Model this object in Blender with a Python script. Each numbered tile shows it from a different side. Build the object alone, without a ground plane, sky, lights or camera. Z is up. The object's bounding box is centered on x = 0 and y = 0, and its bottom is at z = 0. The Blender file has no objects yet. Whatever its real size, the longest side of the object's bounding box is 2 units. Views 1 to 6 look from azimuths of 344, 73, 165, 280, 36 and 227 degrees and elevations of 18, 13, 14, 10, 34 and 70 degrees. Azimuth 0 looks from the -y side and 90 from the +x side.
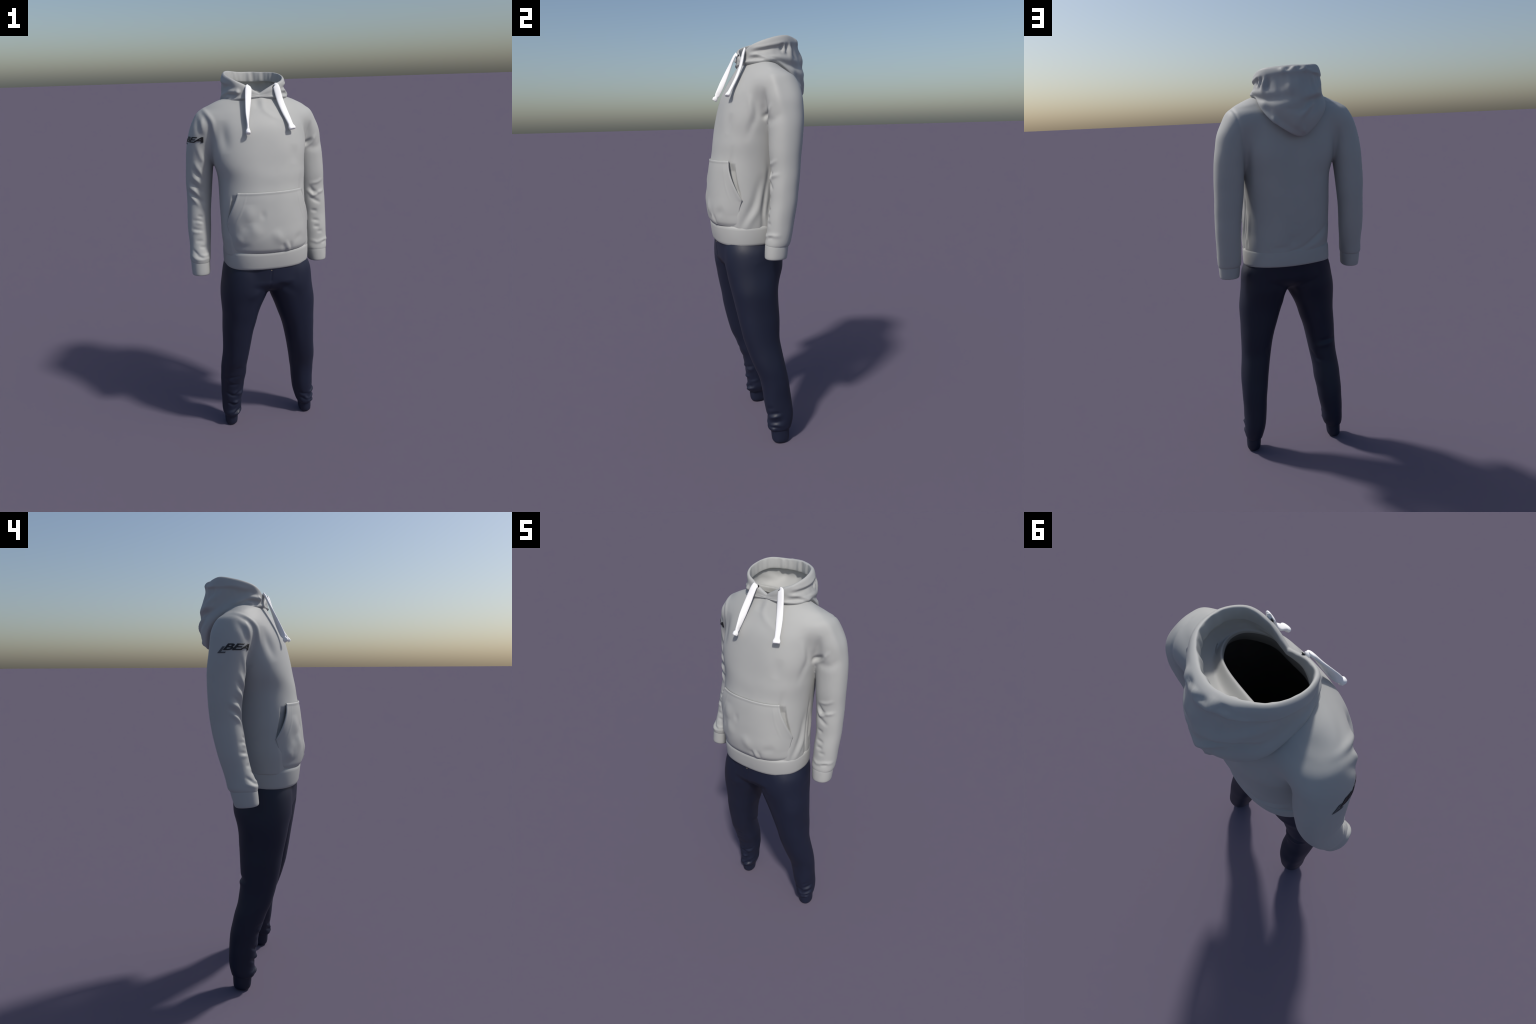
"""Grey pullover hoodie and navy jogger pants, standing as if worn by an invisible person."""
import bpy, bmesh, math
import numpy as np
from mathutils import Vector
from mathutils.bvhtree import BVHTree

scene = bpy.context.scene
TAU = 2 * math.pi

# ------------------------------------------------------------------ helpers
def smooth_interp(knots, values, z):
    """Catmull-Rom style interpolation of rows of values over knots."""
    knots = np.asarray(knots, float); p = np.asarray(values, float)
    z = np.atleast_1d(np.asarray(z, float))
    zc = np.clip(z, knots[0], knots[-1])
    m = np.gradient(p, knots, axis=0)
    i = np.clip(np.searchsorted(knots, zc) - 1, 0, len(knots) - 2)
    h = (knots[i + 1] - knots[i]); s = ((zc - knots[i]) / h)[:, None]; h = h[:, None]
    return ((2*s**3 - 3*s**2 + 1) * p[i] + (s**3 - 2*s**2 + s) * h * m[i]
            + (-2*s**3 + 3*s**2) * p[i + 1] + (s**3 - s**2) * h * m[i + 1])

def relaxed(table, sigma=.018, step=.005):
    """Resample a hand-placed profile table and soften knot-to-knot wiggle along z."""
    t = np.asarray(table, float); z = np.arange(t[0, 0], t[-1, 0] + step/2, step); z[-1] = t[-1, 0]
    v = smooth_interp(t[:, 0], t[:, 1:], z)
    w = np.exp(-((z[:, None] - z[None, :]) / sigma) ** 2 / 2)
    soft = (w @ v) / w.sum(1)[:, None]
    keep = np.clip(np.minimum(z - z[0], z[-1] - z) / (2.5*sigma), 0, 1)[:, None]
    return np.column_stack([z, v*(1 - keep) + soft*keep])

def periodic_spline(pts, n):
    """Closed Catmull-Rom through pts (k,3), n samples."""
    pts = np.asarray(pts, float); k = len(pts)
    t = np.linspace(0, k, n, endpoint=False); i = t.astype(int); f = (t - i)[:, None]
    a, b, c, d = pts[(i - 1) % k], pts[i % k], pts[(i + 1) % k], pts[(i + 2) % k]
    return 0.5 * (2*b + (c - a)*f + (2*a - 5*b + 4*c - d)*f**2 + (3*b - a - 3*c + d)*f**3)

def open_spline(pts, n):
    pts = np.asarray(pts, float)
    q = np.vstack([2*pts[0] - pts[1], pts, 2*pts[-1] - pts[-2]])
    t = np.linspace(0, len(pts) - 1, n); i = np.minimum(t.astype(int), len(pts) - 2); f = (t - i)[:, None]
    a, b, c, d = q[i], q[i + 1], q[i + 2], q[i + 3]
    return 0.5 * (2*b + (c - a)*f + (2*a - 5*b + 4*c - d)*f**2 + (3*b - a - 3*c + d)*f**3)

def mesh_object(name, verts, faces, material=None):
    me = bpy.data.meshes.new(name)
    me.from_pydata([tuple(v) for v in verts], [], faces)
    me.update()
    ob = bpy.data.objects.new(name, me)
    scene.collection.objects.link(ob)
    if material:
        me.materials.append(material)
    me.polygons.foreach_set('use_smooth', [True] * len(me.polygons))
    return ob

def grid_faces(rows, cols, wrap):
    f = []
    for r in range(rows - 1):
        for c in range(cols if wrap else cols - 1):
            d = (c + 1) % cols
            f.append((r*cols + c, r*cols + d, (r + 1)*cols + d, (r + 1)*cols + c))
    return f

def loft(name, rings, material=None, cap=True):
    rings = np.asarray(rings); r, c, _ = rings.shape
    v = list(rings.reshape(-1, 3)); f = grid_faces(r, c, True)
    if cap:
        v.append(rings[0].mean(0)); v.append(rings[-1].mean(0)); b, t = r*c, r*c + 1
        for k in range(c):
            f.append((b, (k + 1) % c, k)); f.append((t, (r - 1)*c + k, (r - 1)*c + (k + 1) % c))
    return mesh_object(name, v, f, material)

def apply_modifiers(ob):
    dg = bpy.context.evaluated_depsgraph_get()
    me = bpy.data.meshes.new_from_object(ob.evaluated_get(dg), preserve_all_data_layers=True, depsgraph=dg)
    ob.modifiers.clear(); old = ob.data; ob.data = me; bpy.data.meshes.remove(old)
    me.polygons.foreach_set('use_smooth', [True] * len(me.polygons))

def join(objs, name):
    bm = bmesh.new()
    for o in objs:
        bm.from_mesh(o.data)
    me = bpy.data.meshes.new(name); bm.to_mesh(me); bm.free()
    for o in objs:
        m = o.data; bpy.data.objects.remove(o); bpy.data.meshes.remove(m)
    ob = bpy.data.objects.new(name, me); scene.collection.objects.link(ob)
    return ob

def surface_nets(field, origin, h):
    """Quad mesh of the zero level of a sampled distance field (negative inside)."""
    nx, ny, nz = field.shape
    cells = (nx - 1, ny - 1, nz - 1)
    total = np.zeros(cells + (3,), np.float32); count = np.zeros(cells, np.float32)
    corner = lambda i, j, k: field[i:i + cells[0], j:j + cells[1], k:k + cells[2]]
    for axis in range(3):
        others = [x for x in range(3) if x != axis]
        for p in (0, 1):
            for q in (0, 1):
                lo = [0, 0, 0]; lo[others[0]] = p; lo[others[1]] = q
                hi = list(lo); hi[axis] = 1
                f0, f1 = corner(*lo), corner(*hi)
                m = (f0 < 0) != (f1 < 0)
                t = np.where(m, f0 / np.where(m, f0 - f1, 1), 0)
                for x in range(3):
                    total[..., x] += m * (t if x == axis else lo[x])
                count += m
    active = count > 0
    ids = -np.ones(cells, int); ids[active] = np.arange(active.sum())
    base = np.argwhere(active)
    verts = (base + total[active] / count[active][:, None]) * h + np.asarray(origin)
    faces = []
    for axis in range(3):
        u, v = [(1, 2), (2, 0), (0, 1)][axis]
        sl0 = [slice(1, -1)] * 3; sl1 = [slice(1, -1)] * 3
        sl0[axis] = slice(0, -1); sl1[axis] = slice(1, None)
        f0, f1 = field[tuple(sl0)], field[tuple(sl1)]
        m = (f0 < 0) != (f1 < 0)
        e = np.argwhere(m)
        off = np.ones(3, int); off[axis] = 0
        e = e + off
        du = np.zeros(3, int); du[u] = 1; dv = np.zeros(3, int); dv[v] = 1
        g = lambda c: ids[c[:, 0], c[:, 1], c[:, 2]]
        q = np.stack([g(e - du - dv), g(e - dv), g(e), g(e - du)], 1)
        flip = (f0 >= 0)[m]
        q[flip] = q[flip][:, ::-1]
        faces.append(q)
    return verts, np.concatenate(faces)

def smooth_min(a, b, k):
    h = np.maximum(k - np.abs(a - b), 0) / k
    return np.minimum(a, b) - h * h * k * 0.25

def tube_distance(X, Y, q, n):
    """Radial distance to a stack of super-ellipses; q rows: cx, cy, a, b."""
    dx, dy = X - q[:, 0], Y - q[:, 1]
    g = (np.abs(dx / q[:, 2]) ** n + np.abs(dy / q[:, 3]) ** n) ** (1 / n)
    return np.sqrt(dx*dx + dy*dy + 1e-9) * (1 - 1 / np.maximum(g, 1e-3))

def skin(name, field, origin, h, iterations, soft=None):
    v, f = surface_nets(field, origin, h)
    ob = mesh_object(name, v, [tuple(int(i) for i in q) for q in f])
    if soft is not None:                          # extra relaxing where two lofts join
        w = soft(v); g = ob.vertex_groups.new(name='soft')
        for i in np.nonzero(w > .01)[0]: g.add([int(i)], float(w[i]), 'REPLACE')
        e = ob.modifiers.new('join', 'SMOOTH'); e.factor = .5; e.iterations = 60; e.vertex_group = 'soft'
    s = ob.modifiers.new('relax', 'SMOOTH'); s.factor = 0.5; s.iterations = iterations
    apply_modifiers(ob)
    return ob

def coords(me):
    a = np.empty(len(me.vertices) * 3); me.vertices.foreach_get('co', a); return a.reshape(-1, 3)

def normals(me):
    a = np.empty(len(me.vertices) * 3); me.vertices.foreach_get('normal', a); return a.reshape(-1, 3)

def set_coords(me, co):
    me.vertices.foreach_set('co', np.ascontiguousarray(co).ravel()); me.update()

def path_distance(co, path):
    """Distance to a polyline and the fraction of its length at the nearest point."""
    path = np.asarray(path, float)
    seg = np.linalg.norm(np.diff(path, axis=0), axis=1); cum = np.concatenate([[0], np.cumsum(seg)])
    best = np.full(len(co), 1e9); frac = np.zeros(len(co))
    for k in range(len(path) - 1):
        d = path[k + 1] - path[k]
        t = np.clip(((co - path[k]) @ d) / max(d @ d, 1e-12), 0, 1)
        q = np.linalg.norm(co - (path[k] + t[:, None] * d), axis=1)
        m = q < best; best[m] = q[m]; frac[m] = ((cum[k] + t * seg[k]) / cum[-1])[m]
    return best, frac

def fold_field(co, folds):
    """Sum of soft ridges (+) and creases (-): (path, width, height[, taper])."""
    out = np.zeros(len(co))
    for fd in folds:
        path, w, h = fd[:3]; taper = fd[3] if len(fd) > 3 else True
        path = np.asarray(path, float)
        reach = max(.45 * np.linalg.norm(np.diff(path, axis=0), axis=1).sum(), .8 * w) if taper else 0
        if reach:                                 # let the fold run out softly past its marked ends
            a, b = path[0] - path[1], path[-1] - path[-2]
            path = np.vstack([path[0] + a / np.linalg.norm(a) * reach, path, path[-1] + b / np.linalg.norm(b) * reach])
        p = open_spline(path, 28); w = w * 1.15
        lo, hi = p.min(0) - 3*w, p.max(0) + 3*w
        m = np.all((co > lo) & (co < hi), axis=1)
        if not m.any():
            continue
        d, t = path_distance(co[m], p)
        e = np.sin(np.pi * np.clip(t, 0.0, 1.0)) ** 1.25 if taper else 1.0
        out[m] += h * np.exp(-(d / w) ** 2) * e
    return out

def displace(ob, folds, extra=None):
    co = coords(ob.data); n = normals(ob.data)
    f = fold_field(co, folds)
    if extra is not None:
        f = f + extra(co, n)
    set_coords(ob.data, co + n * f[:, None])

def lumps(co, scale, seed):
    """Cheap smooth pseudo-noise, sum of random plane waves."""
    rng = np.random.default_rng(seed); out = np.zeros(len(co))
    for _ in range(10):
        k = rng.normal(size=3); k *= (0.6 + 0.8 * rng.random()) * TAU / scale / np.linalg.norm(k)
        out += np.sin(co @ k + rng.random() * TAU)
    return out / 10 ** 0.5

def split_regions(ob, regions, parent, materials):
    """Cut one smooth surface into named parts whose borders and normals match.
    regions: list of (name, material, vertex-level mask over face centres)."""
    me = ob.data; n = normals(me); co = coords(me)
    polys = [tuple(p.vertices) for p in me.polygons]
    cen = np.array([co[list(p)].mean(0) for p in polys])
    left = np.ones(len(polys), bool)
    made = []
    for name, mat, fn in regions:
        pick = left & fn(cen); left &= ~pick
        ids = np.nonzero(pick)[0]
        used = np.unique(np.concatenate([np.array(polys[i]) for i in ids]))
        remap = -np.ones(len(co), int); remap[used] = np.arange(len(used))
        o = mesh_object(name, co[used], [tuple(remap[list(polys[i])]) for i in ids], mat)
        o.data.normals_split_custom_set_from_vertices([tuple(v) for v in n[used]])
        o.parent = parent; made.append(o)
    m = ob.data; bpy.data.objects.remove(ob); bpy.data.meshes.remove(m)
    return made

# ------------------------------------------------------------------ materials
def cloth(name, base, dark, rough, grain, patch=0.08, sheen=0.0, weave=900.0):
    mat = bpy.data.materials.new(name); mat.use_nodes = True
    nt = mat.node_tree; nd = nt.nodes; lk = nt.links
    bsdf = nd['Principled BSDF']
    tc = nd.new('ShaderNodeTexCoord')
    big = nd.new('ShaderNodeTexNoise'); big.inputs['Scale'].default_value = 7; big.inputs['Detail'].default_value = 3
    ramp = nd.new('ShaderNodeValToRGB')
    ramp.color_ramp.elements[0].position = 0.5 - patch * 3; ramp.color_ramp.elements[0].color = (*dark, 1)
    ramp.color_ramp.elements[1].position = 0.5 + patch * 2; ramp.color_ramp.elements[1].color = (*base, 1)
    fine = nd.new('ShaderNodeTexNoise'); fine.inputs['Scale'].default_value = weave; fine.inputs['Detail'].default_value = 2
    mix = nd.new('ShaderNodeMix'); mix.data_type = 'RGBA'; mix.blend_type = 'SOFT_LIGHT'; mix.inputs[0].default_value = 0.12
    bump = nd.new('ShaderNodeBump'); bump.inputs['Strength'].default_value = grain; bump.inputs['Distance'].default_value = 0.0006
    lk.new(tc.outputs['Object'], big.inputs['Vector']); lk.new(tc.outputs['Object'], fine.inputs['Vector'])
    lk.new(big.outputs['Fac'], ramp.inputs['Fac'])
    lk.new(ramp.outputs['Color'], mix.inputs[6]); lk.new(fine.outputs['Color'], mix.inputs[7])
    lk.new(mix.outputs[2], bsdf.inputs['Base Color'])
    lk.new(fine.outputs['Fac'], bump.inputs['Height']); lk.new(bump.outputs['Normal'], bsdf.inputs['Normal'])
    bsdf.inputs['Roughness'].default_value = rough
    bsdf.inputs['Sheen Weight'].default_value = sheen
    bsdf.inputs['Specular IOR Level'].default_value = 0.4
    return mat

GREY = cloth('grey_fleece', (0.388, 0.394, 0.386), (0.366, 0.372, 0.366), 0.60, 0.10)
NAVY = cloth('navy_jersey', (0.0088, 0.0125, 0.0315), (0.0078, 0.0108, 0.027), 0.52, 0.06)
WHITE = cloth('white_cord', (0.90, 0.90, 0.90), (0.87, 0.87, 0.88), 0.6, 0.12)
INK = cloth('black_print', (0.012, 0.012, 0.014), (0.010, 0.010, 0.012), 0.5, 0.05)
FADED = cloth('faded_print', (0.075, 0.078, 0.085), (0.065, 0.068, 0.075), 0.6, 0.05)
INNER_SHADE = cloth('inner_shade_grey', (0.15, 0.152, 0.152), (0.13, 0.132, 0.133), 0.8, 0.05)  # grey darkened to paint in the shade inside the neck opening
METAL = cloth('dull_brass', (0.16, 0.14, 0.10), (0.12, 0.11, 0.08), 0.45, 0.02)

# ------------------------------------------------------------------ top-level things
hoodie = bpy.data.objects.new('hoodie', None); scene.collection.objects.link(hoodie)
hoodie.location = (0, 0, 0)
hoodie['label'] = 'light grey pullover hoodie with front pocket and white cords'
hoodie['category'] = 'hoodie'
pants = bpy.data.objects.new('jogger_pants', None); scene.collection.objects.link(pants)
pants['label'] = 'dark navy jogger pants with ribbed ankle cuffs'
pants['category'] = 'pants'

def child(ob, parent):
    ob.parent = parent
    return ob

# ------------------------------------------------------------------ limb tubes
ANG = np.linspace(0, TAU, 72, endpoint=False)

def super_ring(cx, cy, a, b, n, z):
    c, s = np.cos(ANG), np.sin(ANG); e = 2 / n
    return np.stack([cx + a*np.sign(c)*np.abs(c)**e, cy + b*np.sign(s)*np.abs(s)**e, np.full_like(ANG, z)], -1)

def tube_rings(table, z, n=2.0):
    t = np.asarray(table); q = smooth_interp(t[:, 0], t[:, 1:], z)
    return np.array([super_ring(*row[:4], n, zz) for row, zz in zip(q, z)])

# z, centre x, centre y, half width, half depth
RIGHT_SLEEVE = [
    (1.050, -.338, -.017, .048, .064), (1.062, -.338, -.014, .0525, .068), (1.100, -.333, -.003, .053, .067),
    (1.150, -.327, .017, .055, .064), (1.200, -.324, .031, .060, .067), (1.250, -.320, .044, .061, .068),
    (1.300, -.316, .054, .061, .071), (1.350, -.310, .064, .062, .071), (1.400, -.306, .069, .065, .073),
    (1.450, -.304, .069, .068, .077), (1.500, -.300, .068, .069, .081), (1.550, -.295, .067, .070, .084),
    (1.600, -.290, .065, .072, .085), (1.650, -.282, .058, .074, .086), (1.700, -.271, .051, .075, .090),
    (1.750, -.257, .046, .073, .092), (1.785, -.243, .044, .070, .083), (1.810, -.228, .044, .066, .062),
    (1.826, -.210, .044, .055, .035)]
LEFT_SLEEVE = [
    (1.043, .326, -.008, .054, .053), (1.056, .325, -.005, .0585, .057), (1.100, .326, .006, .061, .057),
    (1.150, .325, .012, .062, .060), (1.200, .326, .021, .063, .061), (1.250, .326, .030, .064, .061),
    (1.300, .322, .033, .067, .064), (1.350, .319, .040, .069, .065), (1.400, .314, .045, .071, .066),
    (1.450, .311, .045, .073, .071), (1.500, .308, .049, .074, .075), (1.550, .303, .053, .076, .077),
    (1.600, .297, .057, .077, .080), (1.650, .287, .058, .077, .082), (1.700, .275, .056, .079, .085),
    (1.750, .252, .053, .076, .086), (1.785, .240, .050, .070, .078), (1.805, .228, .048, .066, .060),
    (1.820, .210, .046, .055, .035)]

# z, right reach, left reach, front y, back y, squareness front-right, front-left, back-right, back-left
TORSO = np.array([
    (1.100, .206, .234, -.234, .128, 2.5, 2.4, 2.5, 2.2), (1.125, .209, .236, -.242, .132, 2.5, 2.4, 2.4, 2.2),
    (1.150, .212, .236, -.247, .137, 2.5, 2.4, 2.4, 2.2), (1.200, .216, .232, -.253, .143, 2.5, 2.4, 2.4, 2.2),
    (1.250, .215, .23, -.248, .149, 2.5, 2.35, 2.4, 2.2), (1.300, .216, .227, -.243, .156, 2.5, 2.35, 2.4, 2.2),
    (1.350, .217, .226, -.236, .163, 2.5, 2.35, 2.4, 2.2), (1.400, .216, .226, -.229, .17, 2.5, 2.35, 2.4, 2.2),
    (1.450, .216, .229, -.217, .176, 2.5, 2.35, 2.4, 2.2), (1.500, .219, .234, -.21, .181, 2.5, 2.4, 2.35, 2.2),
    (1.550, .234, .238, -.198, .184, 2.7, 2.4, 2.5, 2.4), (1.600, .245, .245, -.188, .185, 2.6, 2.5, 2.65, 2.65),
    (1.650, .248, .248, -.176, .183, 2.5, 2.5, 2.65, 2.65), (1.700, .248, .248, -.162, .177, 2.4, 2.4, 2.65, 2.65),
    (1.750, .255, .255, -.143, .17, 2.2, 2.2, 2.6, 2.6), (1.790, .264, .26, -.119, .156, 2., 2., 2.4, 2.4),
    (1.820, .264, .256, -.1, .14, 1.9, 1.9, 2.1, 2.1), (1.840, .242, .232, -.086, .122, 1.8, 1.8, 1.8, 1.8),
    (1.860, .205, .195, -.072, .11, 1.8, 1.8, 1.8, 1.8), (1.876, .152, .145, -.06, .098, 1.8, 1.8, 1.8, 1.8),
])

TORSO = relaxed(TORSO)
RIGHT_SLEEVE = relaxed(RIGHT_SLEEVE); LEFT_SLEEVE = relaxed(LEFT_SLEEVE)

def torso_row(z):
    return smooth_interp(TORSO[:, 0], TORSO[:, 1:], z)

def torso_frame(z):
    """centre x, centre y, half width, half depth, four squarenesses"""
    r = torso_row(z)
    return np.stack([(r[:, 1] - r[:, 0])/2, (r[:, 2] + r[:, 3])/2, (r[:, 0] + r[:, 1])/2, (r[:, 3] - r[:, 2])/2, r[:, 4], r[:, 5], r[:, 6], r[:, 7]], 1)

def torso_ring(z, inset=0.0):
    cx, cy, a, b, nr, nl, br, bl = torso_frame(z)[0]
    c, s = np.cos(ANG), np.sin(ANG)
    e = 2 / np.where(s > 0, np.where(c < 0, br, bl), np.where(c < 0, nr, nl))
    return np.stack([cx + (a - inset)*np.sign(c)*np.abs(c)**e, cy + (b - inset)*np.sign(s)*np.abs(s)**e, np.full_like(ANG, z)], -1)

def flank_shift(x, y, cx, a):
    """The right flank is turned: fuller towards the front, flatter towards the back."""
    return .12 * np.clip(y, -.12, .12) * np.clip((cx - x) / a, 0, 1)

def torso_point(phi, z):
    """Point of the torso at angle phi from straight ahead (radians, + towards +x)."""
    cx, cy, a, b, nr, nl, br, bl = torso_frame(z)[0]
    s, c = math.sin(phi), math.cos(phi)
    e = 2 / ((bl if s > 0 else br) if c < 0 else (nl if s > 0 else nr))
    x, y = cx + a*math.copysign(abs(s)**e, s), cy - b*math.copysign(abs(c)**e, c)
    return Vector((x + float(flank_shift(x, y, cx, a)), y, z))

def torso_distance(X, Y, z):
    q = torso_frame(z); dx, dy = X - q[:, 0], Y - q[:, 1]
    dx = dx - flank_shift(X, Y, q[:, 0], q[:, 2])
    n = np.where(dy > 0, np.where(dx < 0, q[:, 6], q[:, 7]), np.where(dx < 0, q[:, 4], q[:, 5]))
    g = (np.abs(dx / q[:, 2]) ** n + np.abs(dy / q[:, 3]) ** n) ** (1 / n)
    return np.sqrt(dx*dx + dy*dy + 1e-9) * (1 - 1 / np.maximum(g, 1e-3))

# ------------------------------------------------------------------ pocket outline on the torso
POCKET_TOP, POCKET_LOW = 1.428, 1.122

def pocket_edge(z, side):
    """Edge angle of the kangaroo pocket: slanted slit above, straight seam below."""
    slit_low = 1.248 if side > 0 else 1.268
    top, wide, low = (42, 68, 61) if side > 0 else (41, 66, 60)
    if z > slit_low:
        t = (POCKET_TOP - z) / (POCKET_TOP - slit_low)
        ang = top + (wide - top) * t ** 1.35
    else:
        t = (slit_low - z) / (slit_low - POCKET_LOW)
        ang = wide + (low - wide) * t ** 0.7
    return side * math.radians(ang)

def slit_path(side, n=12):
    lo = 1.248 if side > 0 else 1.268
    return [torso_point(pocket_edge(z, side), z) for z in np.linspace(POCKET_TOP, lo, n)]

def under_pocket(co, n):
    """Torso cloth sits a little back where the pocket covers it."""
    out = np.zeros(len(co))
    idx = np.nonzero((co[:, 2] < POCKET_TOP + .02) & (co[:, 2] > 1.10) & (co[:, 1] < -.08) & (np.abs(co[:, 0]) < .25))[0]
    for i in idx:
        x, y, z = co[i]
        cx, cy, a, b, nr, nl, br, bl = torso_frame(z)[0]
        nn = nl if x > cx else nr
        s = np.clip((x - cx - flank_shift(x, y, cx, a)) / a, -1, 1)
        phi = math.copysign(math.asin(min(1, abs(s) ** (nn/2))), s)
        lim = abs(pocket_edge(min(z, POCKET_TOP), 1 if phi > 0 else -1))
        low = 1.248 if phi > 0 else 1.268
        top = np.clip((POCKET_TOP - z) / .012, 0, 1)
        inside = np.clip((lim - abs(phi)) / .16, 0, 1) * top
        mouth = np.clip((z - low) / (POCKET_TOP - low), 0, 1)      # open strip beside the slanted slit
        strip = np.clip((lim + .20 * mouth ** .8 - abs(phi)) / .035, 0, 1) * np.clip((abs(phi) - lim + .35) / .1, 0, 1)
        out[i] = -max(.006 * inside, .011 * strip * np.clip((1.418 - z) / .035, 0, 1) * np.clip(mouth * 4, 0, 1))
    return out

# ------------------------------------------------------------------ hoodie body (torso and sleeves)
h = .0046
gx, gy, gz = np.arange(-.415, .415, h), np.arange(-.285, .215, h), np.arange(1.0, 1.90, h)
X, Y = gx[:, None, None], gy[None, :, None]
def limb(table, n):
    t = np.array(table); q = smooth_interp(t[:, 0], t[:, 1:], gz)
    d = tube_distance(X, Y, q, n)
    return np.maximum(np.maximum(d, t[0, 0] - gz), gz - t[-1, 0])
trunk = np.maximum(np.maximum(torso_distance(X, Y, gz), TORSO[0, 0] - gz), gz - TORSO[-1, 0])
k = np.interp(gz, [1.45, 1.53, 1.60, 1.68, 1.78, 1.86], [.002, .006, .020, .055, .075, .05])
field = smooth_min(smooth_min(trunk, limb(RIGHT_SLEEVE, 2.2), k), limb(LEFT_SLEEVE, 2.2), k)
shoulder = lambda v: np.clip((v[:, 2] - 1.74) / .04, 0, 1) * np.clip((np.abs(v[:, 0]) - .12) / .04, 0, 1) * np.clip((.36 - np.abs(v[:, 0])) / .06, 0, 1)
body = skin('body', field, (gx[0], gy[0], gz[0]), h, 6, shoulder)
inside = skin('shade_shell', field + .018, (gx[0], gy[0], gz[0]), h, 6)  # inner shell added to carry the painted shade

right_sleeve_folds = [  # (path on the cloth, width, height)
    ([(-.314, -.019, 1.63), (-.303, -.019, 1.595), (-.293, -.018, 1.569), (-.301, -.016, 1.543)], .012, .006),
    ([(-.328, -.009, 1.553), (-.313, -.013, 1.522), (-.301, -.012, 1.494)], .01, .006),
    ([(-.343, .002, 1.491), (-.324, -.007, 1.473), (-.311, -.008, 1.459)], .009, .006),
    ([(-.362, .026, 1.438), (-.339, .003, 1.42), (-.321, -.003, 1.397)], .009, .007),
    ([(-.361, .025, 1.395), (-.342, .003, 1.37), (-.329, -.005, 1.352)], .009, .006),
    ([(-.341, 0, 1.526), (-.322, -.01, 1.504), (-.306, -.011, 1.486)], .009, -.005),
    ([(-.352, .011, 1.459), (-.333, -.001, 1.442), (-.313, -.005, 1.419)], .009, -.006),
    ([(-.362, .027, 1.408), (-.336, .002, 1.388), (-.31, -.006, 1.365)], .008, -.006),
    ([(-.335, -.016, 1.292), (-.315, -.018, 1.288)], .007, -.004),
    ([(-.355, -.01, 1.269), (-.335, -.02, 1.267), (-.32, -.023, 1.26)], .008, -.004),
    ([(-.363, -.014, 1.225), (-.348, -.026, 1.222), (-.329, -.031, 1.219)], .008, -.005),
    ([(-.352, -.038, 1.165), (-.327, -.043, 1.166)], .008, -.004),
    ([(-.338, -.053, 1.135), (-.313, -.052, 1.134)], .007, -.004),
    ([(-.372, -.044, 1.113), (-.355, -.067, 1.094), (-.341, -.075, 1.085)], .008, -.006),
    ([(-.381, -.045, 1.086), (-.365, -.069, 1.077), (-.34, -.078, 1.074), (-.306, -.068, 1.076)], .008, .005),
    ([(-.35, -.068, 1.096), (-.324, -.072, 1.091), (-.301, -.059, 1.094)], .007, .004),
    ([(-.344, -.018, 1.259), (-.32, -.024, 1.253)], .008, .004),
    ([(-.361, -.021, 1.21), (-.332, -.033, 1.21)], .008, .004),
]
left_sleeve_folds = [  # (path on the cloth, width, height)
    ([(.297, -.021, 1.416), (.323, -.022, 1.419), (.348, -.016, 1.429)], .008, .004),
    ([(.289, -.018, 1.39), (.303, -.022, 1.372), (.32, -.024, 1.364)], .01, -.008),
    ([(.289, -.019, 1.361), (.303, -.024, 1.348), (.327, -.024, 1.361), (.353, -.016, 1.368)], .008, .007),
    ([(.296, -.024, 1.334), (.312, -.028, 1.323), (.334, -.029, 1.311)], .009, -.006),
    ([(.295, -.026, 1.266), (.318, -.031, 1.263)], .008, -.005),
    ([(.299, -.033, 1.214), (.326, -.038, 1.21)], .008, -.005),
    ([(.304, -.041, 1.177), (.327, -.044, 1.177)], .008, -.005),
    ([(.323, -.047, 1.148), (.345, -.045, 1.15)], .008, -.004),
    ([(.301, -.049, 1.095), (.317, -.054, 1.09), (.351, -.049, 1.098), (.379, -.026, 1.099)], .008, .005),
    ([(.344, -.053, 1.086), (.364, -.043, 1.092)], .006, -.004),
    ([(.271, -.021, 1.618), (.3, -.023, 1.609), (.329, -.016, 1.61), (.348, -.002, 1.623)], .018, -.005),
    ([(.252, -.026, 1.626), (.267, -.023, 1.633), (.288, -.024, 1.646)], .01, -.013),
    ([(.26, -.019, 1.612), (.289, -.024, 1.635), (.31, -.022, 1.659)], .009, .006),
]
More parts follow.
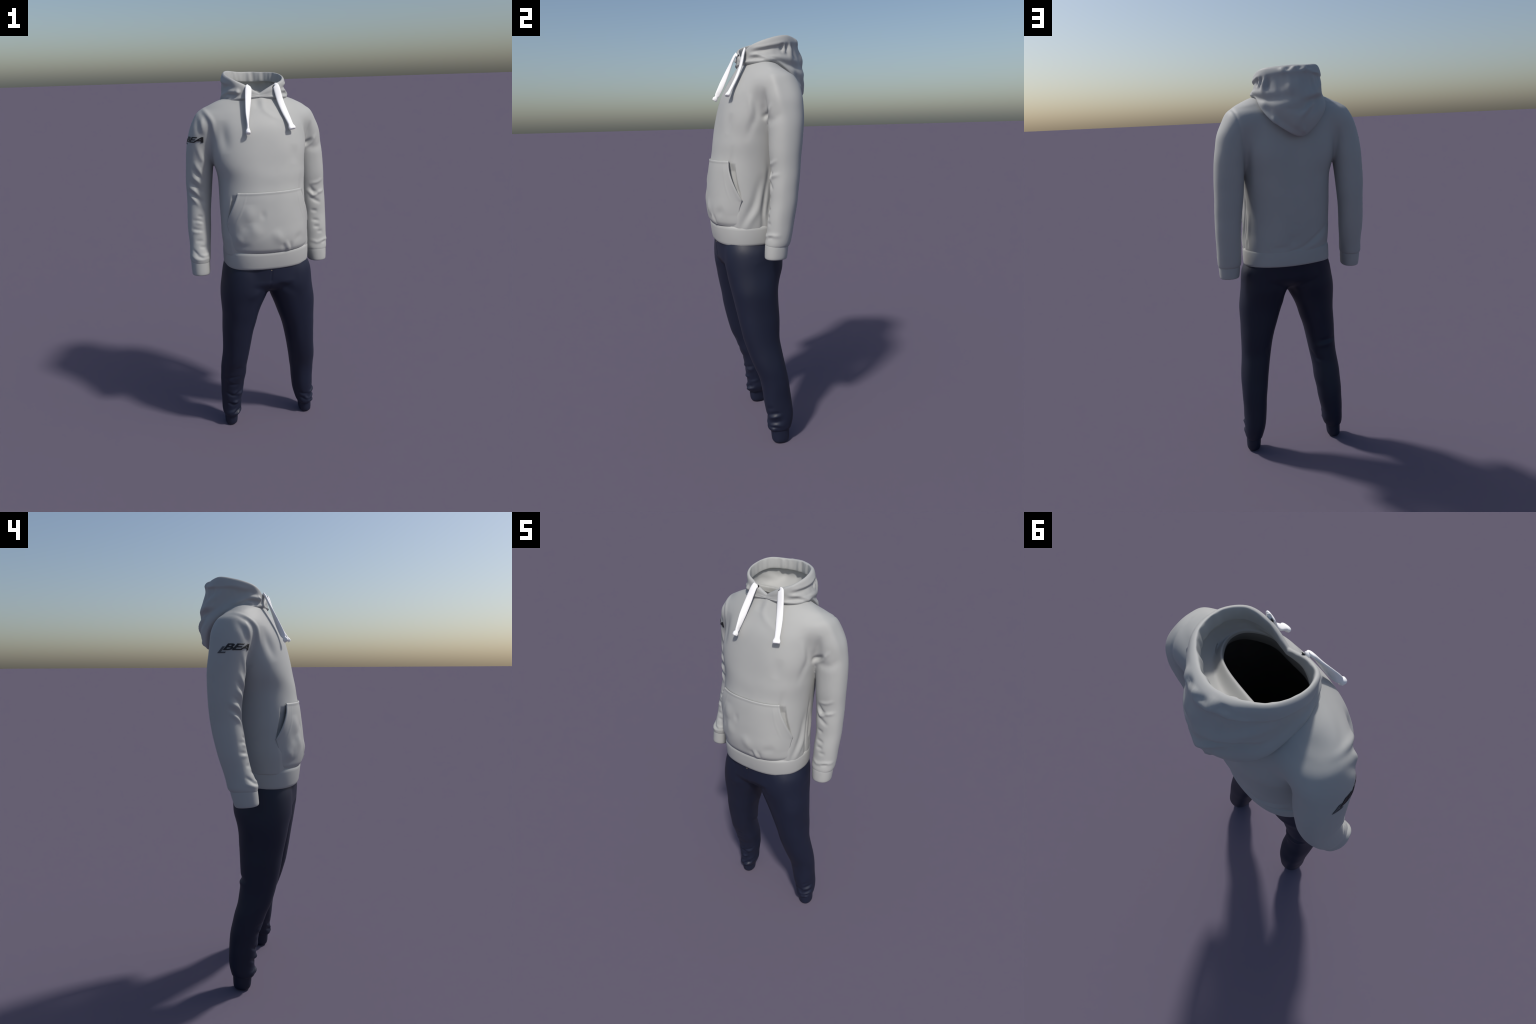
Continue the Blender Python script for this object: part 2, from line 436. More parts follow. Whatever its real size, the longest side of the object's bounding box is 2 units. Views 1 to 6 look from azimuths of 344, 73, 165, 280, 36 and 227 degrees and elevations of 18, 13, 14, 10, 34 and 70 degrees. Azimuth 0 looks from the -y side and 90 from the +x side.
chest_folds = [  # (path on the cloth, width, height)
    ([(.011, -.067, 1.867), (.006, -.089, 1.836), (.012, -.104, 1.813), (.041, -.117, 1.789), (.085, -.125, 1.767)], .014, .003),
    ([(-.017, -.069, 1.865), (-.024, -.091, 1.832)], .018, -.004),
    ([(-.202, -.1, 1.74), (-.205, -.114, 1.701), (-.202, -.129, 1.656)], .024, -.009),
    ([(.144, -.161, 1.625), (.136, -.173, 1.573)], .022, -.004),
    ([(-.273, .013, 1.823), (-.263, -.037, 1.801), (-.247, -.065, 1.768), (-.242, -.072, 1.728)], .011, .005),
    ([(-.286, -.014, 1.801), (-.269, -.053, 1.762), (-.262, -.053, 1.701), (-.258, -.036, 1.644)], .014, -.006),
    ([(-.29, -.028, 1.782), (-.291, -.041, 1.729)], .01, .004),
    ([(-.309, .003, 1.781), (-.309, -.029, 1.715)], .014, -.004),
]
side_folds = [  # (path on the cloth, width, height)
    ([(.238, -.062, 1.699), (.238, -.068, 1.63), (.225, -.092, 1.567)], .016, -.006),
    ([(.221, -.087, 1.7), (.233, -.081, 1.63)], .014, .004),
    ([(.276, -.036, 1.717), (.267, -.033, 1.676), (.253, -.031, 1.642)], .014, -.008),
    ([(.261, .001, 1.819), (.313, .005, 1.761), (.349, .013, 1.679)], .02, .005),
    ([(.227, -.061, 1.299), (.229, -.087, 1.227), (.223, -.136, 1.144)], .016, -.006),
    ([(.225, -.015, 1.336), (.23, -.037, 1.23), (.236, -.046, 1.142)], .009, -.007),
    ([(.228, -.05, 1.276), (.232, -.068, 1.204), (.231, -.108, 1.146)], .014, .005),
    ([(.169, -.171, 1.44), (.168, -.175, 1.413), (.173, -.164, 1.362), (.189, -.153, 1.301)], .01, -.006),
    ([(.231, -.029, 1.201), (.235, -.032, 1.144)], .01, .004),
]
back_folds = [  # (path on the cloth, width, height)
    ([(-.001, .182, 1.656), (.005, .185, 1.6), (.01, .184, 1.544), (.015, .177, 1.457)], .035, -.009),
    ([(-.15, .096, 1.217), (-.105, .121, 1.186), (-.044, .133, 1.146), (-.003, .133, 1.131)], .012, -.007),
    ([(-.156, .087, 1.18), (-.103, .116, 1.148), (-.063, .128, 1.141)], .016, .005),
    ([(.015, .143, 1.199), (.015, .138, 1.156)], .025, -.006),
    ([(.054, .134, 1.146), (.113, .119, 1.14)], .012, -.004),
    ([(.228, -.002, 1.184), (.227, .005, 1.146)], .007, -.004),
    ([(.225, -.007, 1.37), (.225, -.001, 1.258), (.235, -.033, 1.144)], .01, -.005),
    ([(.217, .025, 1.29), (.222, .012, 1.204)], .014, .004),
    ([(.234, .133, 1.674), (.225, .098, 1.581), (.216, .069, 1.491)], .02, -.007),
    ([(-.222, .13, 1.687), (-.216, .106, 1.606)], .014, -.007),
    ([(.276, .056, 1.817), (.268, .121, 1.786), (.255, .142, 1.724), (.244, .131, 1.654)], .006, -.003),
]
BODY_FOLDS = right_sleeve_folds + left_sleeve_folds + chest_folds + side_folds + back_folds
displace(body, BODY_FOLDS, under_pocket)

# neck opening
bm = bmesh.new(); bm.from_mesh(body.data)
gone = [v for v in bm.verts if v.co.z > 1.80 and (v.co.x / .149) ** 2 + ((v.co.y - .024) / .087) ** 2 < 1]
bmesh.ops.delete(bm, geom=gone, context='VERTS'); bm.to_mesh(body.data); bm.free()
body.data.update()
body_tree = BVHTree.FromObject(body, bpy.context.evaluated_depsgraph_get())

def sleeve_side(table, side):
    t = np.array(table)
    def fn(c):
        q = smooth_interp(t[:, 0], t[:, 1:], c[:, 2])
        arm = ((c[:, 0] - q[:, 0]) / q[:, 2]) ** 2 + ((c[:, 1] - q[:, 1]) / q[:, 3]) ** 2
        w = torso_frame(c[:, 2])
        tor = np.abs((c[:, 0] - w[:, 0]) / w[:, 2]) ** 2.4 + np.abs((c[:, 1] - w[:, 1]) / w[:, 3]) ** 2.4
        low = (c[:, 0] * side > .15) & (np.abs(arm - 1) < np.abs(tor - 1))
        seam = np.interp(c[:, 2], [1.5, 1.56, 1.70, 1.80, 1.84], [.215, .220, .234, .268, .290])
        high = c[:, 0] * side > seam
        return np.where(c[:, 2] > 1.56, high, low)
    return fn

parts = split_regions(body, [('sleeve', GREY, sleeve_side(RIGHT_SLEEVE, -1)),
                             ('sleeve', GREY, sleeve_side(LEFT_SLEEVE, 1)),
                             ('torso', GREY, lambda c: np.ones(len(c), bool))], hoodie, None)
right_sleeve, left_sleeve, torso = parts

# shade inside the torso is painted on an added inner shell, finished below
# ------------------------------------------------------------------ hem band and cuffs
def band(name, rings, parent, mat, thickness_ring=True):
    return child(loft(name, rings, mat, cap=True), parent)

def hem_rings():
    out = []
    prof = [(.06, -.012), (0.0, -.008), (0.0, -.003), (.04, 0.0), (.15, .001), (.5, .001), (.85, .0), (.96, -.0015), (1.03, -.005), (1.1, -.014)]
    for t, d in prof:
        q = []
        for a in ANG:
            x, y = math.cos(a), math.sin(a)
            zb = 1.027 + .019 * max(0, y) ** 1.2 + .004 * abs(x) + (.002 * math.sin(3*a + 1))
            zs = 1.118 + .010 * max(0, y) + .002 * math.sin(5*a)
            z = zb + (zs - zb) * t
            cx, aa, yf, yb = .0125, .2255 - .001 * (1 - t) ** 2, -.2275 - .012 * t, .129 + .003*t
            n = (2.2 if x > 0 else 2.35) if y > 0 else (2.9 if x < 0 else 2.4)
            e = 2 / n; r_a, r_b = aa + d, (yb - yf)/2 + d
            q.append((cx + r_a*math.copysign(abs(x)**e, x), (yf + yb)/2 + r_b*math.copysign(abs(y)**e, y), z))
        out.append(q)
    return out
hem = child(loft('hem_band', hem_rings(), GREY, cap=False), hoodie)

def cuff(centres, radii, seam_tilt):
    """Ribbed cuff: rounded open tube end."""
    prof = [(0.04, .45), (0.0, .80), (.02, .93), (.07, .985), (.25, 1.0), (.7, 1.0), (.93, .99), (1.0, .95), (1.06, .86)]
    (x0, y0, z0), (x1, y1, z1) = centres; (a0, b0), (a1, b1) = radii
    rings = []
    for t, s in prof:
        ring = super_ring(x0 + (x1 - x0)*t, y0 + (y1 - y0)*t, (a0 + (a1 - a0)*t)*s, (b0 + (b1 - b0)*t)*s, 2.2, z0 + (z1 - z0)*t)
        ring[:, 2] += seam_tilt[0] * (ring[:, 0] - x0) + seam_tilt[1] * (ring[:, 1] - y0)
        rings.append(ring)
    ob = loft('cuff', rings, GREY, cap=True)
    s = ob.modifiers.new('s', 'SUBSURF'); s.levels = 1; apply_modifiers(ob)
    return child(ob, hoodie)
cuff([(-.341, -.033, .981), (-.338, -.016, 1.062)], [(.0465, .055), (.050, .063)], (0, -.10))
cuff([(.327, -.016, .983), (.325, -.008, 1.056)], [(.050, .0515), (.0555, .0535)], (0, .0))

# ------------------------------------------------------------------ kangaroo pocket
def build_pocket():
    nz, nx = 66, 90; v = []
    zs = np.linspace(POCKET_TOP, POCKET_LOW, nz)
    for z in zs:
        l, r = pocket_edge(z, -1), pocket_edge(z, 1)
        for s in np.linspace(0, 1, nx):
            phi = l + (r - l) * s
            p = torso_point(phi, z)
            dp = torso_point(phi + .01, z) - torso_point(phi - .01, z); dz = torso_point(phi, z + .004) - torso_point(phi, z - .004)
            n = dp.cross(dz).normalized()
            if n.y > 0 and abs(phi) < 1.2: n.negate()
            lift = .0005
            edge = min(s, 1 - s) * nx / 12          # distance from the slit edge
            side = 1 if s > .5 else -1; lo = 1.248 if side > 0 else 1.268
            t = (POCKET_TOP - z) / (POCKET_TOP - lo)
            if t < 1:
                lift += .007 * math.sin(math.pi * min(1, t)) ** .8 * math.exp(-edge ** 2 * 1.2)
                lift += .0016 * math.exp(-((edge - .12) / .14) ** 2)
            else:
                lift -= .0068 * math.exp(-(edge * .6) ** 2) * min(1, (t - 1) * 2.5)
            low = (z - POCKET_LOW) / .012
            lift -= .006 * math.exp(-low * low)
            lift += .0026 * math.exp(-((z - POCKET_TOP + .004) / .0045) ** 2)
            v.append(p + n * lift)
    ob = mesh_object('pocket', v, grid_faces(nz, nx, False), GREY)
    return child(ob, hoodie)
pocket = build_pocket()
pocket_folds = [  # (path on the cloth, width, height)
    ([(-.121, -.223, 1.354), (-.121, -.229, 1.306)], .026, -.005),
    ([(-.154, -.217, 1.26), (-.121, -.233, 1.261)], .02, .003),
    ([(-.112, -.236, 1.264), (-.082, -.248, 1.226)], .026, -.005),
    ([(-.184, -.192, 1.201), (-.161, -.213, 1.195)], .018, -.004),
    ([(.004, -.255, 1.225), (.035, -.255, 1.184)], .02, -.005),
    ([(.152, -.223, 1.197), (.119, -.239, 1.179)], .018, .004),
    ([(-.059, -.242, 1.318), (-.047, -.243, 1.317)], .018, .003),
    ([(.064, -.252, 1.17), (.08, -.239, 1.129)], .008, -.006),
    ([(.089, -.247, 1.162), (.09, -.238, 1.131)], .008, .004),
    ([(.049, -.252, 1.162), (.047, -.247, 1.139)], .01, .004),
    ([(-.181, -.186, 1.148), (-.135, -.227, 1.164)], .014, .003),
    ([(-.131, -.211, 1.407), (-.148, -.212, 1.354), (-.181, -.196, 1.28)], .0035, -.0025),
    ([(.144, -.204, 1.399), (.157, -.206, 1.339), (.185, -.192, 1.254)], .0035, -.0025),
]
POCKET_FOLDS = pocket_folds
displace(pocket, POCKET_FOLDS)
m = pocket.modifiers.new('t', 'SOLIDIFY'); m.thickness = .004; m.offset = -1
apply_modifiers(pocket)

# ------------------------------------------------------------------ hood
# control rings from the neck inside, over the rim, down the outside and under.
# stations: front, cord hole, front side, side, back corner, back (x, y, z); the right side
# mirrors the left unless a ring brings its own right-hand stations
HOOD = [
    [(0, -.056, 1.864), (.062, -.052, 1.870), (.121, -.014, 1.862), (.132, .034, 1.852), (.089, .079, 1.848), (0, .093, 1.846),
     (-.095, .089, 1.850), (-.142, .038, 1.876), (-.123, -.019, 1.878), (-.063, -.053, 1.874)],
    [(0, -.054, 1.870), (.062, -.050, 1.878), (.121, -.014, 1.870), (.134, .036, 1.866), (.092, .082, 1.873), (0, .098, 1.874),
     (-.098, .092, 1.876), (-.143, .040, 1.888), (-.122, -.019, 1.887), (-.063, -.051, 1.881)],
    [(0, -.052, 1.873), (.064, -.049, 1.882), (.124, -.016, 1.876), (.141, .044, 1.868), (.104, .108, 1.864), (0, .140, 1.862),
     (-.110, .115, 1.876), (-.147, .044, 1.894), (-.124, -.019, 1.893), (-.064, -.049, 1.886)],
    [(0, -.049, 1.876), (.065, -.047, 1.889), (.126, -.019, 1.892), (.152, .047, 1.898), (.119, .138, 1.908), (0, .195, 1.908),
     (-.119, .138, 1.910), (-.151, .047, 1.907), (-.126, -.021, 1.902), (-.065, -.047, 1.893)],
    [(0, -.047, 1.879), (.062, -.046, 1.900), (.120, -.023, 1.914), (.141, .042, 1.932), (.108, .124, 1.950), (0, .176, 1.950)],
    [(0, -.050, 1.889), (.064, -.049, 1.925), (.121, -.027, 1.947), (.143, .041, 1.970), (.110, .126, 1.989), (0, .177, 1.989)],
    [(0, -.055, 1.893), (.066, -.056, 1.929), (.126, -.031, 1.954), (.148, .042, 1.978), (.114, .131, 1.996), (0, .184, 1.997)],
    [(0, -.062, 1.890), (.070, -.062, 1.924), (.132, -.036, 1.947), (.157, .045, 1.970), (.121, .139, 1.989), (0, .206, 1.992)],
    [(0, -.064, 1.885), (.073, -.065, 1.912), (.137, -.034, 1.926), (.163, .050, 1.949), (.126, .146, 1.966), (0, .225, 1.972)],
    [(0, -.065, 1.882), (.076, -.065, 1.898), (.140, -.030, 1.908), (.158, .056, 1.931), (.122, .150, 1.941), (0, .226, 1.940)],
    [(0, -.067, 1.879), (.080, -.066, 1.887), (.144, -.026, 1.893), (.165, .060, 1.905), (.122, .160, 1.898), (0, .247, 1.872),
     (-.122, .160, 1.905), (-.160, .060, 1.908), (-.142, -.024, 1.895), (-.080, -.065, 1.889)],
    [(0, -.067, 1.877), (.085, -.067, 1.881), (.149, -.022, 1.884), (.174, .065, 1.890), (.132, .166, 1.850), (0, .247, 1.808),
     (-.134, .166, 1.855), (-.168, .065, 1.880), (-.147, -.020, 1.884), (-.085, -.066, 1.881)],
    [(0, -.067, 1.875), (.090, -.070, 1.875), (.158, -.020, 1.875), (.175, .072, 1.874), (.132, .174, 1.800), (0, .255, 1.768),
     (-.140, .176, 1.800), (-.172, .075, 1.855), (-.152, -.017, 1.872), (-.090, -.068, 1.875)],
    [(0, -.064, 1.872), (.090, -.066, 1.868), (.156, -.018, 1.866), (.168, .078, 1.860), (.120, .194, 1.755), (-.010, .226, 1.690),
     (-.126, .182, 1.765), (-.165, .080, 1.838), (-.156, -.018, 1.862), (-.090, -.066, 1.868)],
    [(0, -.062, 1.868), (.080, -.061, 1.862), (.148, -.014, 1.858), (.154, .080, 1.850), (.106, .160, 1.765), (-.010, .198, 1.686),
     (-.112, .158, 1.765), (-.155, .080, 1.835), (-.150, -.014, 1.855), (-.080, -.061, 1.862)],
    [(0, -.061, 1.864), (.072, -.059, 1.858), (.140, -.016, 1.852), (.150, .060, 1.835), (.100, .120, 1.780), (0, .150, 1.720)],
]

def hood_loop(st, m):
    """Closed ring with a sharp corner at the front where the two sides of the hood meet."""
    right = st[6:] if len(st) > 6 else [(-x, y, z) for x, y, z in st[1:-1]][::-1]
    return open_spline(list(st[:6]) + list(right) + [st[0]], m + 1)[:-1]

def build_hood():
    m = 180; k = 130
    rings = np.array([hood_loop(st, m) for st in HOOD])
    up = np.clip((rings[..., 2] - 1.90) / .05, 0, 1)          # the rim stands higher on the right side
    rings[..., 2] += up * np.interp(rings[..., 0], [-.14, -.05, 0, .05, .14], [.009, .003, 0, -.002, -.002])
    # sharp lower edge of the inner casing: the wall steps back right under it
    step = rings[3] * .8 + rings[4] * .2; step[:, 2] = rings[4][:, 2] - .005
    rings = np.insert(rings, 4, step, axis=0)
    dense = np.stack([open_spline(rings[:, j], k) for j in range(m)], axis=1)
    # gathers: the drawn cord crumples the casing inside and puckers the wall below it
    t = np.linspace(0, len(rings) - 1, k)[:, None]
    c = rings[6]; th = np.arctan2(c[:, 1] - .055, c[:, 0])[None, :]
    back = np.clip(.35 + .65 * np.sin(th), .25, 1)
    pleat = np.sin(17*th + 1.3*np.sin(3*th)) + .7*np.sin(29*th + 2*np.sin(2*th) + 1) + .5*np.sin(11*th + .6)
    fold = np.sin(7*th + .8*np.sin(2*th)) + .6*np.sin(12*th + 2.1)
    push = .0026 * pleat * back * np.exp(-((t - 5.4) / .9) ** 2) + .004 * fold * back * np.exp(-((t - 3.3) / .8) ** 2)
    push += .0012 * pleat * back * np.exp(-((t - 10.6) / .9) ** 2)
    dense[..., 0] += push * np.cos(th); dense[..., 1] += push * np.sin(th)
    dense[..., 2] += .0016 * np.sin(5*th + 1) * back * np.exp(-((t - 7) / 1.2) ** 2)
    ob = loft('hood', dense, GREY, cap=False)
    return child(ob, hoodie), rings[0]
hood, neck_ring = build_hood()

# added shell inside the torso, coloured darker to imitate shade below the neck
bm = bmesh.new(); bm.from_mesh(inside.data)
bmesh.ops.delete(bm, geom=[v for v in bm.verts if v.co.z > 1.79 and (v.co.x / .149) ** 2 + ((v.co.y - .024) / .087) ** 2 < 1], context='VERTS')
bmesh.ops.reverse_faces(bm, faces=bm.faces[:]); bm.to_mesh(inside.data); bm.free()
inside.data.materials.append(INNER_SHADE); child(inside, hoodie)
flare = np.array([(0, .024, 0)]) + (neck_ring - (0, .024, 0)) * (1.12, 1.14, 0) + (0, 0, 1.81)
child(loft('shade_funnel', [neck_ring, neck_ring * (1.01, 1.02, 1) - (0, 0, .012), flare], INNER_SHADE, cap=False), hoodie)  # added funnel in the shade colour, bridging neck ring and inner shell
hood_back_folds = [  # (path on the cloth, width, height)
    ([(.152, .098, 1.946), (.156, .086, 1.921)], .008, .004),
    ([(.141, .124, 1.946), (.146, .112, 1.927)], .008, .004),
    ([(.119, .153, 1.943), (.125, .154, 1.903)], .009, .006),
    ([(.147, .109, 1.942), (.153, .104, 1.91)], .006, -.004),
    ([(.13, .139, 1.937), (.139, .141, 1.895)], .012, -.007),
    ([(.169, .103, 1.87), (.134, .161, 1.859), (.098, .194, 1.858), (.054, .227, 1.856)], .016, .01),
    ([(.13, .171, 1.832), (.083, .211, 1.822), (.012, .246, 1.828)], .024, -.01),
    ([(.141, .14, 1.89), (.109, .18, 1.876), (.079, .206, 1.869)], .015, -.005),
    ([(.045, .224, 1.909), (.012, .238, 1.895)], .03, -.007),
    ([(-.067, .221, 1.829), (-.031, .245, 1.796), (-.005, .255, 1.77)], .01, -.012),
    ([(-.126, .168, 1.87), (-.085, .205, 1.864), (-.041, .235, 1.854)], .009, -.009),
    ([(-.111, .187, 1.852), (-.047, .232, 1.836)], .012, .006),
    ([(-.089, .213, 1.81), (-.025, .251, 1.771)], .014, .006),
    ([(.033, .241, 1.741), (-.007, .243, 1.727)], .018, -.008),
    ([(-.013, .239, 1.719), (-.02, .23, 1.701)], .009, -.011),
    ([(.137, .165, 1.825), (.115, .189, 1.801)], .016, .006),
    ([(.113, .196, 1.77), (.103, .206, 1.75)], .01, -.007),
    ([(.098, .208, 1.76), (.051, .23, 1.73), (.013, .237, 1.715)], .018, .006),
    ([(.048, .207, 1.974), (.031, .205, 1.987)], .008, .006),
    ([(.064, .191, 1.983), (.056, .206, 1.964)], .01, -.006),
    ([(.011, .21, 1.989), (.01, .22, 1.979)], .008, -.006),
    ([(-.004, .221, 1.979), (-.024, .21, 1.987)], .008, .005),
    ([(-.039, .2, 1.991), (-.035, .217, 1.969)], .009, -.007),
    ([(-.064, .188, 1.991), (-.063, .199, 1.977)], .008, .005),
    ([(-.08, .188, 1.963), (-.116, .156, 1.963)], .006, -.005),
]
hood_left_folds = [  # (path on the cloth, width, height)
    ([(.151, .098, 1.943), (.155, .091, 1.92)], .008, .004),
    ([(.141, .123, 1.945), (.144, .118, 1.922)], .008, .004),
    ([(.117, .155, 1.939), (.122, .156, 1.909)], .008, .005),
    ([(.147, .11, 1.944), (.152, .104, 1.916)], .007, -.005),
    ([(.13, .139, 1.946), (.139, .137, 1.905)], .009, -.006),
    ([(.132, -.039, 1.914), (.147, -.017, 1.919), (.159, .029, 1.93)], .01, .006),
    ([(.13, -.041, 1.902), (.146, -.022, 1.9), (.161, .002, 1.889), (.174, .03, 1.878)], .009, -.009),
    ([(.127, -.043, 1.89), (.15, -.018, 1.892), (.164, .001, 1.884)], .01, .007),
    ([(.142, -.027, 1.931), (.16, .017, 1.936), (.156, .092, 1.953)], .007, -.004),
    ([(.175, .034, 1.88), (.167, .111, 1.861), (.12, .178, 1.841)], .014, .006),
    ([(.159, .114, 1.884), (.132, .162, 1.865), (.082, .206, 1.855)], .014, -.006),
]
hood_right_folds = [  # (path on the cloth, width, height)
    ([(-.167, .036, 1.884), (-.152, -.004, 1.898), (-.129, -.042, 1.906)], .009, -.01),
    ([(-.158, .021, 1.924), (-.148, -.016, 1.932), (-.134, -.038, 1.923)], .012, .007),
    ([(-.161, .016, 1.889), (-.147, -.016, 1.895), (-.127, -.042, 1.886)], .012, .006),
    ([(-.154, -.009, 1.882), (-.14, -.03, 1.881)], .006, -.005),
    ([(-.116, -.051, 1.905), (-.102, -.056, 1.896)], .01, -.012),
    ([(-.14, .127, 1.919), (-.087, .201, 1.881), (-.036, .237, 1.866)], .016, -.009),
    ([(-.163, .09, 1.886), (-.14, .16, 1.854), (-.066, .221, 1.836)], .018, .007),
    ([(-.12, .152, 1.961), (-.117, .159, 1.928)], .008, .003),
    ([(-.072, .194, 1.966), (-.081, .193, 1.928)], .01, -.005),
    ([(-.06, .203, 1.973), (-.136, .132, 1.959), (-.163, .046, 1.954), (-.153, -.004, 1.942)], .007, -.003),
]
HOOD_FOLDS = hood_back_folds + hood_left_folds + hood_right_folds
displace(hood, HOOD_FOLDS)

# ------------------------------------------------------------------ draw cords
def cord(path, widths, depths, twist, name='drawcord'):
    n = 60; c = open_spline(path, n); t = np.linspace(0, 1, n)
    w = np.interp(t, *widths); d = np.interp(t, *depths); tw = np.radians(np.interp(t, *twist))
    tan = np.gradient(c, axis=0); tan /= np.linalg.norm(tan, axis=1)[:, None]
    rings = []
    for i in range(n):
        side = np.cross(tan[i], (0, -1, 0)); side /= np.linalg.norm(side)
        face = np.cross(side, tan[i])
        u = math.cos(tw[i])*side + math.sin(tw[i])*face; f = np.cross(tan[i], u)
        a = np.linspace(0, TAU, 20, endpoint=False)
        cu, sf = np.cos(a), np.sin(a)
        rings.append(c[i] + np.outer(np.sign(cu)*np.abs(cu)**.8*w[i]/2, u) + np.outer(np.sign(sf)*np.abs(sf)**.8*d[i]/2, f))
    return child(loft(name, rings, WHITE), hoodie)
cord([(-.056, -.064, 1.926), (-.061, -.078, 1.916), (-.073, -.106, 1.858), (-.085, -.133, 1.800), (-.093, -.160, 1.745), (-.098, -.180, 1.712)],
     ([0, .05, .25, .6, .84, .88, .94, 1], [.020, .028, .033, .031, .024, .016, .026, .023]),
     ([0, .1, .5, .82, .88, .94, 1], [.013, .012, .010, .011, .016, .024, .021]),
     ([0, .3, .6, .8, 1], [-10, 0, 40, 78, 70]))
cord([(.082, -.062, 1.926), (.086, -.071, 1.918), (.097, -.090, 1.858), (.110, -.114, 1.808), (.123, -.142, 1.763), (.133, -.169, 1.722)],
     ([0, .05, .25, .6, .86, .90, .96, 1], [.018, .028, .034, .033, .026, .026, .038, .034]),
     ([0, .1, .5, .86, .92, .96, 1], [.013, .012, .011, .012, .013, .019, .016]),
     ([0, .5, 1], [-10, 8, 15]))

def eyelet_disc(pos, normal, r=.006):  # flattened black ball standing in for the cord hole
    bm = bmesh.new()
    bmesh.ops.create_uvsphere(bm, u_segments=20, v_segments=10, radius=r)
    for v in bm.verts: v.co.z *= .35
    me = bpy.data.meshes.new('eyelet_disc'); bm.to_mesh(me); bm.free(); me.materials.append(INK)
    ob = bpy.data.objects.new('eyelet_disc', me); scene.collection.objects.link(ob)
    ob.rotation_euler = Vector(normal).to_track_quat('Z', 'Y').to_euler(); ob.location = pos
    me.polygons.foreach_set('use_smooth', [True]*len(me.polygons))
    return child(ob, hoodie)
eyelet_disc((-.048, -.061, 1.921), (0, -1, .3)); eyelet_disc((.074, -.066, 1.921), (0, -1, .3))

# ------------------------------------------------------------------ sleeve lettering
def lettering(text, mat, start, end, z0, height, shear=.35, rise=0.0):
    """Bold slanted letters wrapped round the upper right sleeve; start/end are sleeve angles in degrees."""
    cu = bpy.data.curves.new('lettering', 'FONT'); cu.body = text; cu.offset = .028; cu.space_character = .95
    ob = bpy.data.objects.new('lettering', cu); scene.collection.objects.link(ob)
    dg = bpy.context.evaluated_depsgraph_get()
    me = bpy.data.meshes.new_from_object(ob.evaluated_get(dg)); bpy.data.objects.remove(ob)
    bm = bmesh.new(); bm.from_mesh(me)
    bmesh.ops.triangulate(bm, faces=bm.faces[:])
    for _ in range(3):
        bmesh.ops.subdivide_edges(bm, edges=[e for e in bm.edges if e.calc_length() > .06], cuts=1)
        bmesh.ops.triangulate(bm, faces=bm.faces[:])
    xs = [v.co.x for v in bm.verts]; ys = [v.co.y for v in bm.verts]
    x0, x1, y0, y1 = min(xs), max(xs), min(ys), max(ys)
    t = np.array(RIGHT_SLEEVE)
    for v in bm.verts:
        fx = (v.co.x - x0) / (x1 - x0); fy = (v.co.y - y0) / (y1 - y0)
        fx += shear * (fy - .5) * (y1 - y0) / (x1 - x0)
        ang = math.radians(start + (end - start) * fx)
        z = z0 + height * fy + rise * fx
        c = smooth_interp(t[:, 0], t[:, 1:], z)[0]
        out = Vector((math.cos(ang), math.sin(ang), 0))
        o = Vector((c[0], c[1], z)) + out * .25
        hit, nrm, _, _ = body_tree.ray_cast(o, -out)
        v.co = (hit + out * .0012) if hit else o - out * .17
    ext = bmesh.ops.extrude_face_region(bm, geom=bm.faces[:])
    bm.normal_update()
    for g in ext['geom']:
        if isinstance(g, bmesh.types.BMVert):
            d = Vector((g.co.x - (-.28), g.co.y - .055, 0)).normalized(); g.co += d * .0008
    bmesh.ops.recalc_face_normals(bm, faces=bm.faces[:])
    me2 = bpy.data.meshes.new('lettering'); bm.to_mesh(me2); bm.free(); me2.materials.append(mat)
    ob = bpy.data.objects.new('lettering', me2); scene.collection.objects.link(ob)
    return child(ob, right_sleeve)
lettering('BEA', INK, 180, 270, 1.667, .028)
lettering('L', FADED, 163, 188, 1.655, .028)

# ------------------------------------------------------------------ jogger pants
RIGHT_LEG = [
    (.070, -.201, .021, .044, .055), (.085, -.201, .020, .050, .060), (.110, -.197, .027, .055, .061), (.150, -.197, .027, .054, .065),
    (.200, -.194, .023, .060, .068), (.250, -.189, .019, .064, .070), (.300, -.188, .011, .067, .073), (.350, -.184, -.004, .071, .077),
    (.400, -.184, -.017, .071, .079), (.450, -.181, -.036, .071, .083), (.500, -.175, -.047, .072, .087), (.550, -.171, -.056, .075, .090),
    (.600, -.167, -.062, .079, .095), (.650, -.162, -.065, .084, .101), (.700, -.153, -.067, .091, .106), (.750, -.146, -.070, .096, .113),
    (.800, -.138, -.073, .107, .119), (.850, -.126, -.072, .121, .128), (.900, -.114, -.068, .129, .141), (.950, -.108, -.067, .126, .144), (1.00, -.102, -.062, .122, .147), (1.06, -.095, -.050, .108, .150)]
LEFT_LEG = [
    (.070, .255, .008, .043, .057), (.085, .254, .007, .048, .062), (.110, .251, .013, .052, .064), (.150, .246, .014, .057, .068),
    (.200, .241, .008, .060, .070), (.250, .237, .003, .062, .070), (.300, .235, -.003, .065, .070), (.350, .230, -.011, .069, .072),
    (.400, .225, -.025, .073, .077), (.450, .217, -.038, .075, .082), (.500, .208, -.049, .076, .086), (.550, .200, -.059, .079, .090),
    (.600, .194, -.062, .083, .096), (.650, .187, -.065, .089, .102), (.700, .177, -.069, .097, .106), (.750, .168, -.073, .106, .110),
    (.800, .158, -.076, .115, .116), (.850, .143, -.073, .123, .127), (.900, .131, -.068, .128, .141), (.950, .126, -.067, .129, .144), (1.00, .122, -.062, .126, .147), (1.06, .108, -.050, .110, .150)]
